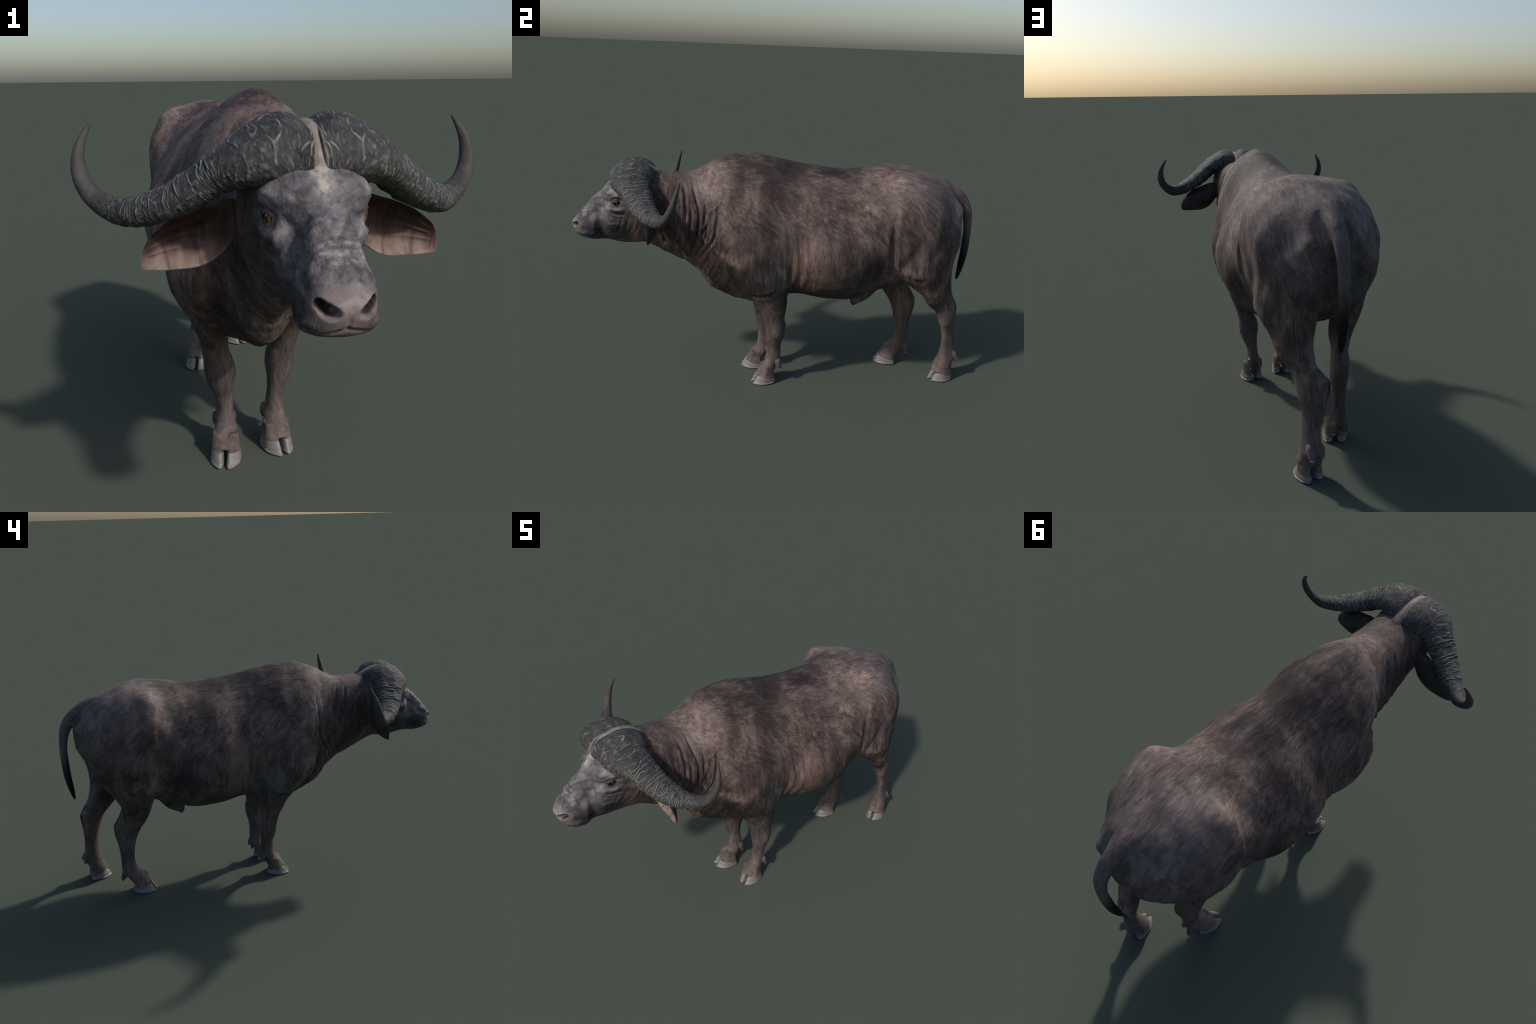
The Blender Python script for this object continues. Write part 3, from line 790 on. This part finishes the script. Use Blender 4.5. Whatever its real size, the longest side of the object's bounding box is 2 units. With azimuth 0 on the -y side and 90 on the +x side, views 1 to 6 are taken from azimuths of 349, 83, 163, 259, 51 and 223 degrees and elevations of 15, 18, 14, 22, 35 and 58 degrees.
    coat = N.mix(N.math("MULTIPLY", grey, 0.75), coat, N.colors(v, [(0.1, (0.035, 0.034, 0.034)), (0.8, (0.125, 0.118, 0.112))]))
    rump = N.math("MULTIPLY", N.ramp(s[1], 0.42, 0.75), N.ramp(s[2], 0.60, 0.80))
    coat = N.mix(N.math("MULTIPLY", rump, 0.45), coat, N.colors(v, [(0.0, (0.050, 0.041, 0.041)), (0.5, (0.112, 0.089, 0.086)), (1.0, (0.220, 0.180, 0.172))]))
    # legs: brown-black above, mauve brown pasterns
    leg = N.ramp(N.math("ADD", s[2], N.math("MULTIPLY", w_x, 0.12)), 0.36, 0.50, 1.0, 0.0)
    legcol = N.colors(N.math("ADD", v, 0.06), [(0.1, (0.036, 0.029, 0.028)), (0.5, (0.088, 0.067, 0.061)), (0.9, (0.165, 0.125, 0.108))])
    coat = N.mix(leg, coat, legcol)
    pastern = N.ramp(N.math("ADD", s[2], N.math("MULTIPLY", w_x, 0.06)), 0.11, 0.22, 1.0, 0.0)
    coat = N.mix(N.math("MULTIPLY", pastern, 0.8), coat, N.colors(v, [(0.1, (0.060, 0.045, 0.043)), (0.5, (0.108, 0.080, 0.074)), (0.9, (0.185, 0.140, 0.122))]))
    cor = N.math("MULTIPLY", N.ramp(s[2], 0.045, 0.085, 1.0, 0.0), N.ramp(N.noise(P, 22, 2), 0.35, 0.65))
    coat = N.mix(N.math("MULTIPLY", cor, 0.5), coat, (0.230, 0.165, 0.135))

    # ---- head: slate grey face, pale brow and blaze, pinkish muzzle, black jaw
    head = N.ramp(N.math("ADD", s[1], N.math("MULTIPLY", w_x, 0.08)), -0.76, -0.68, 1.0, 0.0)
    fh = N.noise(N.mapping(P, rot=(-0.85, 0, 0), scale=(1, 0.28, 1)), 60, 3, 0.6, 0.3)
    fb = N.noise(P, 34, 4, 0.6, 0.5)
    fv = N.math("ADD", N.math("MULTIPLY", N.math("SUBTRACT", fh, 0.5), 1.0), N.math("MULTIPLY", N.math("SUBTRACT", fb, 0.5), 0.60))
    fv = N.math("ADD", fv, 0.42)
    for c, r, amt, soft in [
        ((0.0, -0.825, 1.035), (0.024, 0.04, 0.050), 0.36, 0.8),     # blaze between the horns
        ((0.0, -0.880, 0.97), (0.024, 0.05, 0.04), 0.12, 0.7),
        ((0.105, -0.800, 1.000), (0.035, 0.03, 0.020), 0.22, 0.6),
        ((0.085, -0.832, 0.925), (0.04, 0.011, 0.030), 0.17, 0.8),  # pale streaks before the eye
        ((0.075, -0.856, 0.905), (0.04, 0.009, 0.026), 0.12, 0.8),
        ((0.100, -0.770, 0.925), (0.03, 0.030, 0.008), 0.25, 0.6),
        ((0.070, -0.880, 0.900), (0.05, 0.050, 0.04), 0.08, 0.7),
        ((0.105, -0.800, 0.900), (0.03, 0.030, 0.016), -0.12, 0.6),
        ((0.070, -0.925, 0.810), (0.05, 0.055, 0.035), -0.20, 0.6), # lips and muzzle sides darkened to show their shadow
        ((0.080, -0.860, 0.790), (0.06, 0.09, 0.040), -0.18, 0.6),
        ((0.110, -0.740, 0.800), (0.08, 0.10, 0.09), -0.22, 0.5),   # jaw
        ((0.130, -0.690, 0.930), (0.05, 0.06, 0.10), -0.25, 0.5),   # temple
        ((0.030, -0.938, 0.900), (0.05, 0.012, 0.03), 0.18, 0.6),   # paler band across the nose wrinkles
        ((0.000, -0.930, 0.890), (0.07, 0.010, 0.03), -0.10, 0.6),
        ((0.075, -0.800, 0.965), (0.022, 0.020, 0.007), -0.30, 0.5),
    ]:
        fv = N.math("ADD", fv, N.math("MULTIPLY", N.blob(Wf, c, r, soft), amt))
    face = N.colors(fv, [(0.0, (0.016, 0.015, 0.016)), (0.25, (0.050, 0.046, 0.051)), (0.50, (0.108, 0.098, 0.107)), (0.75, (0.200, 0.180, 0.176)), (1.0, (0.390, 0.345, 0.310))])
    coat = N.mix(head, coat, face)
    # crease crests over the nose tinted pale, drawing the light on them
    cr = N.math("SINE", N.math("ADD", N.math("MULTIPLY", N.math("SUBTRACT", s[1], N.math("MULTIPLY", N.math("MULTIPLY", ax, ax), 4.5)), 2 * math.pi / 0.0127), N.math("MULTIPLY", fb, 5.0)))
    crm = N.math("MULTIPLY", N.ramp(cr, 0.45, 1.0), N.blob(Wf, (0.0, -0.932, 0.895), (0.050, 0.030, 0.05), 0.4))
    coat = N.mix(N.math("MULTIPLY", crm, N.ramp(fh, 0.35, 0.65, 0.0, 0.42)), coat, (0.36, 0.32, 0.30))
    warm = N.blob(Wf, (0.12, -0.72, 0.86), (0.06, 0.06, 0.08), 0.5)
    coat = N.mix(N.math("MULTIPLY", warm, 0.35), coat, N.colors(fv, [(0.0, (0.022, 0.017, 0.014)), (1.0, (0.21, 0.16, 0.125))]))
    strip = N.math("MULTIPLY", N.blob(A, (0.0, -0.72, 1.12), (0.045, 0.14, 0.065), 0.25), 1.0)
    coat = N.mix(strip, coat, N.colors(fb, [(0.25, (0.165, 0.128, 0.112)), (0.75, (0.270, 0.215, 0.190))]))
    muz = N.blob(Wf, (0.0, -1.000, 0.835), (0.058, 0.046, 0.038), 0.35)
    muzcol = N.colors(fb, [(0.2, (0.115, 0.088, 0.088)), (0.5, (0.180, 0.146, 0.142)), (0.8, (0.270, 0.232, 0.220))])
    coat = N.mix(muz, coat, muzcol)
    rim = N.blob(Wf, (0.060, -0.968, 0.826), (0.020, 0.020, 0.026), 0.5)
    coat = N.mix(N.math("MULTIPLY", rim, 0.5), coat, (0.180, 0.125, 0.100))
    lip = N.blob(Wf, (0.0, -0.985, 0.786), (0.05, 0.035, 0.018), 0.4)
    coat = N.mix(N.math("MULTIPLY", lip, 0.6), coat, (0.120, 0.085, 0.074))
    for c in ((0.031, -0.982, 0.825), (0.038, -0.974, 0.830), (0.045, -0.966, 0.836)):  # nostril pits painted near-black for the shade inside
        coat = N.mix(N.math("MULTIPLY", N.blob(A, c, (0.0125, 0.0130, 0.0090), 0.25), 0.93), coat, (0.010, 0.008, 0.008))
    lids = N.blob(A, tuple(EYE + np.array((0.014, 0, 0))), (0.020, 0.0230, 0.0115), 0.20)
    coat = N.mix(N.math("MULTIPLY", lids, 0.85), coat, (0.012, 0.010, 0.010))

    # ---- ears: black outside, pinkish and veined inside
    geo = N.t.nodes.new("ShaderNodeNewGeometry")
    nrm = N.split(geo.outputs["Normal"])
    ear = N.math("MULTIPLY", N.ramp(ax, 0.135, 0.155), N.math("MULTIPLY", N.ramp(s[1], -0.56, -0.54, 1.0, 0.0), N.ramp(s[2], 0.93, 0.95, 1.0, 0.0)))
    ear = N.math("MULTIPLY", ear, N.ramp(s[1], -0.70, -0.69))
    coat = N.mix(ear, coat, N.colors(fb, [(0.3, (0.020, 0.016, 0.016)), (0.7, (0.048, 0.038, 0.036))]))
    inner = N.math("MULTIPLY", ear, N.ramp(nrm[1], -0.30, -0.05, 1.0, 0.0))
    vein = N.noise(N.mapping(A, rot=(0, 0.3, 0), scale=(1, 0.4, 0.16)), 34, 2, 0.5, 0.2)
    pink = N.math("ADD", N.math("MULTIPLY", N.ramp(s[2], 0.815, 0.905, 1.0, 0.0), 0.62), N.math("MULTIPLY", N.math("SUBTRACT", vein, 0.5), 0.7))
    pink = N.math("ADD", pink, N.math("MULTIPLY", N.math("SUBTRACT", fb, 0.5), 0.5))
    pinkcol = N.colors(pink, [(0.0, (0.024, 0.013, 0.012)), (0.22, (0.070, 0.038, 0.034)), (0.45, (0.128, 0.084, 0.074)), (0.75, (0.245, 0.186, 0.152))])
    for x0 in (0.215, 0.285):
        line = N.math("ABSOLUTE", N.math("SUBTRACT", N.math("SUBTRACT", ax, x0), N.math("MULTIPLY", N.math("SUBTRACT", s[2], 0.86), 0.22)))
        pinkcol = N.mix(N.ramp(line, 0.001, 0.007, 0.55, 0.0), pinkcol, (0.050, 0.030, 0.028))
    coat = N.mix(inner, coat, pinkcol)

    # ---- tail: greying, then black switch
    tail = N.math("MULTIPLY", N.ramp(s[1], 0.925, 0.940), N.ramp(ax, 0.035, 0.055, 1.0, 0.0))
    tz = N.ramp(s[2], 0.64, 0.82, 1.0, 0.0)
    coat = N.mix(N.math("MULTIPLY", tail, 0.8), coat, N.colors(v, [(0.0, (0.060, 0.054, 0.056)), (1.0, (0.150, 0.130, 0.128))]))
    coat = N.mix(N.math("MULTIPLY", tail, tz), coat, (0.0035, 0.0032, 0.0034))
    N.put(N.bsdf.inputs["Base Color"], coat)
    N.bsdf.inputs["Roughness"].default_value = 0.72
    N.bsdf.inputs["Specular IOR Level"].default_value = 0.30
    # relief finer than the mesh
    strand = hair(190, 7, 2)
    calm = N.math("SUBTRACT", 1.0, N.math("MAXIMUM", N.math("MULTIPLY", muz, 0.8), N.math("MULTIPLY", tail, 0.9)))
    b = N.bump(N.math("MULTIPLY", strand, calm), 0.35, 0.004)
    b = N.bump(N.math("MULTIPLY", streak, calm), 0.30, 0.008, b)
    pits = N.noise(P, 150, 3, 0.6)
    b = N.bump(N.math("MULTIPLY", pits, N.math("MAXIMUM", head, 0.25)), 0.22, 0.004, b)
    N.link(b, N.bsdf.inputs["Normal"])
    return N.mat

def horn_material():
    N = Nodes("horn_keratin")
    s = N.split(N.obj); ax = N.math("ABSOLUTE", s[0])
    geo = N.t.nodes.new("ShaderNodeNewGeometry")
    n1 = N.noise(N.obj, 30, 5, 0.65, 0.4)
    fibre = N.noise(N.mapping(N.obj, scale=(1, 0.5, 0.5)), 130, 4, 0.65, 0.6)
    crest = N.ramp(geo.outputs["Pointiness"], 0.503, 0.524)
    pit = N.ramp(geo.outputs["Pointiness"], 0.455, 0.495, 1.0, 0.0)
    rough = N.math("MULTIPLY", N.ramp(ax, 0.40, 0.455, 1.0, 0.0), 1.0)      # the last third is smooth
    v = N.math("ADD", N.math("MULTIPLY", n1, 0.5), N.math("MULTIPLY", fibre, 0.6))
    base = N.colors(v, [(0.35, (0.019, 0.019, 0.0195)), (0.55, (0.040, 0.0395, 0.040)), (0.75, (0.084, 0.083, 0.081))])
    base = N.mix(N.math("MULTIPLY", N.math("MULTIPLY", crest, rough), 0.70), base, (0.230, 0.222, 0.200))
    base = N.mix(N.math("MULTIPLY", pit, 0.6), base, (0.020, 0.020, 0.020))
    tip = N.ramp(ax, 0.415, 0.46)
    upper = N.math("MULTIPLY", N.ramp(s[2], 0.95, 1.02), N.ramp(ax, 0.36, 0.41))
    base = N.mix(N.math("MULTIPLY", N.math("MAXIMUM", N.math("MULTIPLY", tip, 0.6), upper), 0.85), base, N.colors(n1, [(0.3, (0.044, 0.041, 0.040)), (0.7, (0.064, 0.060, 0.058))]))
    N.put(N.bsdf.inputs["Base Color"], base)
    N.bsdf.inputs["Roughness"].default_value = 0.68
    N.bsdf.inputs["Specular IOR Level"].default_value = 0.25
    b = N.bump(N.math("MULTIPLY", fibre, N.math("MAXIMUM", rough, 0.15)), 0.7, 0.006)
    N.link(b, N.bsdf.inputs["Normal"])
    return N.mat

def hoof_material():
    N = Nodes("hoof_horn")
    s = N.split(N.obj)
    rings = N.noise(N.mapping(N.obj, scale=(0.25, 0.25, 1)), 150, 3, 0.6, 0.3)
    mott = N.noise(N.obj, 40, 3)
    v = N.math("ADD", N.math("MULTIPLY", rings, 0.55), N.math("MULTIPLY", mott, 0.45))
    c = N.colors(v, [(0.25, (0.105, 0.094, 0.096)), (0.5, (0.172, 0.158, 0.158)), (0.8, (0.255, 0.238, 0.230))])
    sole = N.ramp(s[2], 0.002, 0.010, 1.0, 0.0)
    c = N.mix(N.math("MULTIPLY", sole, 0.4), c, (0.12, 0.10, 0.09))
    N.put(N.bsdf.inputs["Base Color"], c)
    N.bsdf.inputs["Roughness"].default_value = 0.55
    N.link(N.bump(rings, 0.35, 0.003), N.bsdf.inputs["Normal"])
    return N.mat

def eye_material(side):
    N = Nodes("eyeball")
    look = Vector((0.93 * side, -0.34, -0.12)).normalized()
    d = N.vmath("DOT_PRODUCT", N.vmath("NORMALIZE", N.obj), tuple(look))
    spoke = N.noise(N.mapping(N.obj, scale=(1, 1, 1)), 420, 3)
    iris = N.colors(spoke, [(0.3, (0.080, 0.029, 0.006)), (0.7, (0.200, 0.083, 0.016))])
    c = N.mix(N.ramp(d, 0.72, 0.78), (0.012, 0.009, 0.008), iris)
    c = N.mix(N.ramp(d, 0.865, 0.900), c, (0.004, 0.004, 0.005))
    N.put(N.bsdf.inputs["Base Color"], c)
    N.bsdf.inputs["Roughness"].default_value = 0.12
    N.bsdf.inputs["Coat Weight"].default_value = 0.6
    N.bsdf.inputs["Coat Roughness"].default_value = 0.05
    return N.mat

# ================================================================ building
def fused_skin():
    vs, fs, base = [], [], 0
    for R in skin_shells():
        v, f = tube(R)
        me = mesh_from("shell", v, f)
        vv = np.empty(len(me.vertices) * 3); me.vertices.foreach_get("co", vv)
        vs.append(vv.reshape(-1, 3))
        fs += [[i + base for i in p.vertices] for p in me.polygons]
        base += len(me.vertices)
        bpy.data.meshes.remove(me)
    me = bpy.data.meshes.new("shells"); me.from_pydata(np.vstack(vs).tolist(), [], fs)
    ob = bpy.data.objects.new("shells", me); bpy.context.scene.collection.objects.link(ob)
    r = ob.modifiers.new("fuse", "REMESH"); r.mode = "VOXEL"; r.voxel_size = VOXEL; r.adaptivity = 0
    dg = bpy.context.evaluated_depsgraph_get(); dg.update()
    ev = ob.evaluated_get(dg); m = ev.to_mesh()
    v = np.empty(len(m.vertices) * 3); m.vertices.foreach_get("co", v)
    q = np.empty(len(m.loops), dtype=np.int32); m.loops.foreach_get("vertex_index", q)
    assert len(q) == 4 * len(m.polygons)
    v, q = v.reshape(-1, 3).copy(), q.reshape(-1, 4).copy()
    ev.to_mesh_clear()
    bpy.data.objects.remove(ob); bpy.data.meshes.remove(me)
    return v, q

def add(name, mesh, parent, mat, label=None):
    ob = bpy.data.objects.new(name, mesh)
    bpy.context.scene.collection.objects.link(ob)
    ob.parent = parent
    if mat: mesh.materials.append(mat)
    return ob

def horn_mesh():
    R, u, p, t, n, b = sweep_rings(HORN, 620, 150, up=(0, 0, 1), expo=2.15)
    # rounded inner end: extra shrinking rings towards the midline
    k = 10
    caps = []
    for i in range(k):
        f = (i + 0.5) / k
        sc = math.sqrt(1 - (1 - f) ** 2.6)
        caps.append(p[0] - t[0] * 0.012 * (1 - f) + (R[0] - p[0]) * sc)
    R = np.concatenate([np.array(caps), R]); u = np.r_[np.zeros(k), u]
    P = R.reshape(-1, 3)
    axis = np.concatenate([np.repeat(p[:1], k, 0), p]); out = (R - axis[:, None])
    out /= np.maximum(np.linalg.norm(out, axis=2), 1e-9)[..., None]
    s = np.repeat(u, R.shape[1]); a = np.tile(np.linspace(0, 2 * math.pi, R.shape[1], endpoint=False), len(u))
    # growth ridges cross the horn, crowding and fading towards the smooth tip
    length = 0.80
    girth = np.repeat(np.r_[np.full(k, 0.08), np.linalg.norm(R[k:] - p[:, None], axis=2).mean(1)], R.shape[1])
    al, ar = s * length, a * girth
    warp = 0.006 * noise3(P * 18) + 0.003 * noise3(P * 55 + 9)
    def crests(pitch, run, sharp, seed):
        """thin wavering crests that run across the horn"""
        f = noise3(np.c_[(al + warp) / pitch + seed, ar / run + 0.3 * al / pitch + seed, np.full(len(al), seed * 0.37)])
        return np.exp(-(f / sharp) ** 2) * np.clip(0.35 + 0.9 * noise3(P * 33 + seed * 5), 0, 1) * 1.5
    worn = 1 - smooth(0.58, 0.74, s)
    boss = 1 - smooth(0.12, 0.34, s)
    mid = smooth(0.10, 0.26, s) * (1 - smooth(0.48, 0.62, s))
    patch = np.clip(noise3(P * 20 + 31) * 1.3 + 0.55, 0, 1)
    h = 0.0026 * crests(0.024, 0.085, 0.13, 3.1) * patch * (0.4 + 0.6 * boss) + 0.0010 * crests(0.013, 0.045, 0.15, 6.6) * (1 - patch) + 0.0024 * crests(0.017, 0.060, 0.15, 8.7) * patch * mid
    h += 0.0007 * crests(0.009, 0.022, 0.22, 5.3) * smooth(0.25, 0.45, s) + 0.0008 * crests(0.012, 0.010, 0.22, 2.2) * smooth(0.35, 0.5, s)
    # the large growth ridges: each crosses part of the front and top of the horn, steep towards the tip
    rr = np.random.default_rng(5)
    pos = 0.035
    ang = np.mod(a, 2 * math.pi)
    while pos < 0.42:
        step = (0.026 - 0.030 * pos) * rr.uniform(0.65, 1.35)
        pos += max(step, 0.011)
        c0, half = rr.uniform(0.15, 1.25) * math.pi, rr.uniform(0.30, 0.62) * math.pi
        da = np.abs(np.mod(ang - c0 + math.pi, 2 * math.pi) - math.pi)
        win = 1 - smooth(0.55 * half, half, da)
        x = al - pos + warp * 1.3 + 0.004 * np.sin(ang * 2 + rr.uniform(0, 6)) + rr.uniform(-0.010, 0.010) * np.cos(ang - c0)
        shape = np.where(x < 0, np.exp(-(x / 0.0060) ** 2), np.exp(-(x / 0.0022) ** 2))
        h = h + rr.uniform(0.0016, 0.0036) * shape * win * (0.45 + 0.55 * patch)
    h = worn * (h + 0.0022 * fractal(P * 24 + 3, 2) + 0.0007 * fractal(np.c_[al * 90, ar * 45, al * 0], 2))
    # heavy lip along the lower front edge of the boss
    lipdir = np.array((0.0, -0.80, -0.60))
    lip = np.clip(out.reshape(-1, 3) @ lipdir, 0, 1)
    h += 0.010 * lip ** 7 * (1 - smooth(0.14, 0.44, s)) + 0.012 * lip ** 3 * (1 - smooth(0.06, 0.26, s))
    under = np.clip(out.reshape(-1, 3) @ np.array((0.0, -0.15, -0.99)), 0, 1)
    h -= 0.008 * under ** 3 * (1 - smooth(0.10, 0.40, s))
    crown = np.clip(out.reshape(-1, 3) @ np.array((0.0, -0.75, 0.65)), 0, 1)
    h -= 0.004 * crown ** 4 * (1 - smooth(0.10, 0.35, s))
    P = P + out.reshape(-1, 3) * h[:, None]
    brim = np.clip(out.reshape(-1, 3) @ np.array((0.0, -0.90, -0.44)), 0, 1)
    P[:, 0] -= 0.006 * brim ** 3 * (1 - smooth(0.0, 0.05, s))          # the lower front corners almost meet over the brow
    P[:, 0] = np.maximum(P[:, 0], 0.0060)
    return P.reshape(R.shape)

def main():
    hide, horn_mat, hoof_mat = hide_material(), horn_material(), hoof_material()
    buffalo = bpy.data.objects.new("buffalo", None)
    bpy.context.scene.collection.objects.link(buffalo)
    buffalo["label"] = "dark brown bull buffalo standing, with broad curved horns and drooping ears"
    buffalo["category"] = "buffalo"

    S = Skin(*fused_skin())
    sculpt(S)
    S.v[:, 2] = np.maximum(S.v[:, 2], 0.004)
    centre = S.v[S.q].mean(1)
    reg = region_of(centre)
    parts = {}
    order = ["torso", "neck", "head", "foreleg_left", "foreleg_right", "hindleg_left", "hindleg_right", "tail"]
    for r in order:
        sel = S.q[reg == r]
        used, inv = np.unique(sel.ravel(), return_inverse=True)
        me = bpy.data.meshes.new(r.split("_")[0])
        me.vertices.add(len(used)); me.vertices.foreach_set("co", S.v[used].astype(np.float32).ravel())
        me.loops.add(len(inv)); me.loops.foreach_set("vertex_index", inv.astype(np.int32))
        me.polygons.add(len(sel)); me.polygons.foreach_set("loop_start", np.arange(0, 4 * len(sel), 4, dtype=np.int32))
        me.update(calc_edges=True); me.validate()
        me.shade_smooth()
        me.normals_split_custom_set_from_vertices(S.N[used].tolist())
        parts[r] = add(r.split("_")[0], me, buffalo, hide)

    H = horn_mesh()
    for s in (1, -1):
        v, f = tube(H * np.array((s, 1, 1)))
        add("horn", mesh_from("horn", v, f), parts["head"], horn_mat)

    for s in (1, -1):
        v, f = tube(ear_rings(s))
        add("ear", mesh_from("ear", v, f), parts["head"], hide)
    for s in (1, -1):
        me = bpy.data.meshes.new("eye")
        bm = bmesh.new(); bmesh.ops.create_uvsphere(bm, u_segments=48, v_segments=32, radius=EYE_R); bm.to_mesh(me); bm.free()
        me.shade_smooth()
        e = add("eye", me, parts["head"], eye_material(s)); e.location = EYE * (s, 1, 1)

    for foot in FEET:
        for inner in (False, True):
            v, f = tube(hoof_rings(foot, inner))
            add("hoof", mesh_from("hoof", v, f), parts[foot], hoof_mat)
        for tipp in DEWCLAWS[foot]:
            v, f = tube(dewclaw_sweep(tipp, foot, "claw"))
            add("dewclaw", mesh_from("dewclaw", v, f), parts[foot], hoof_mat)

main()
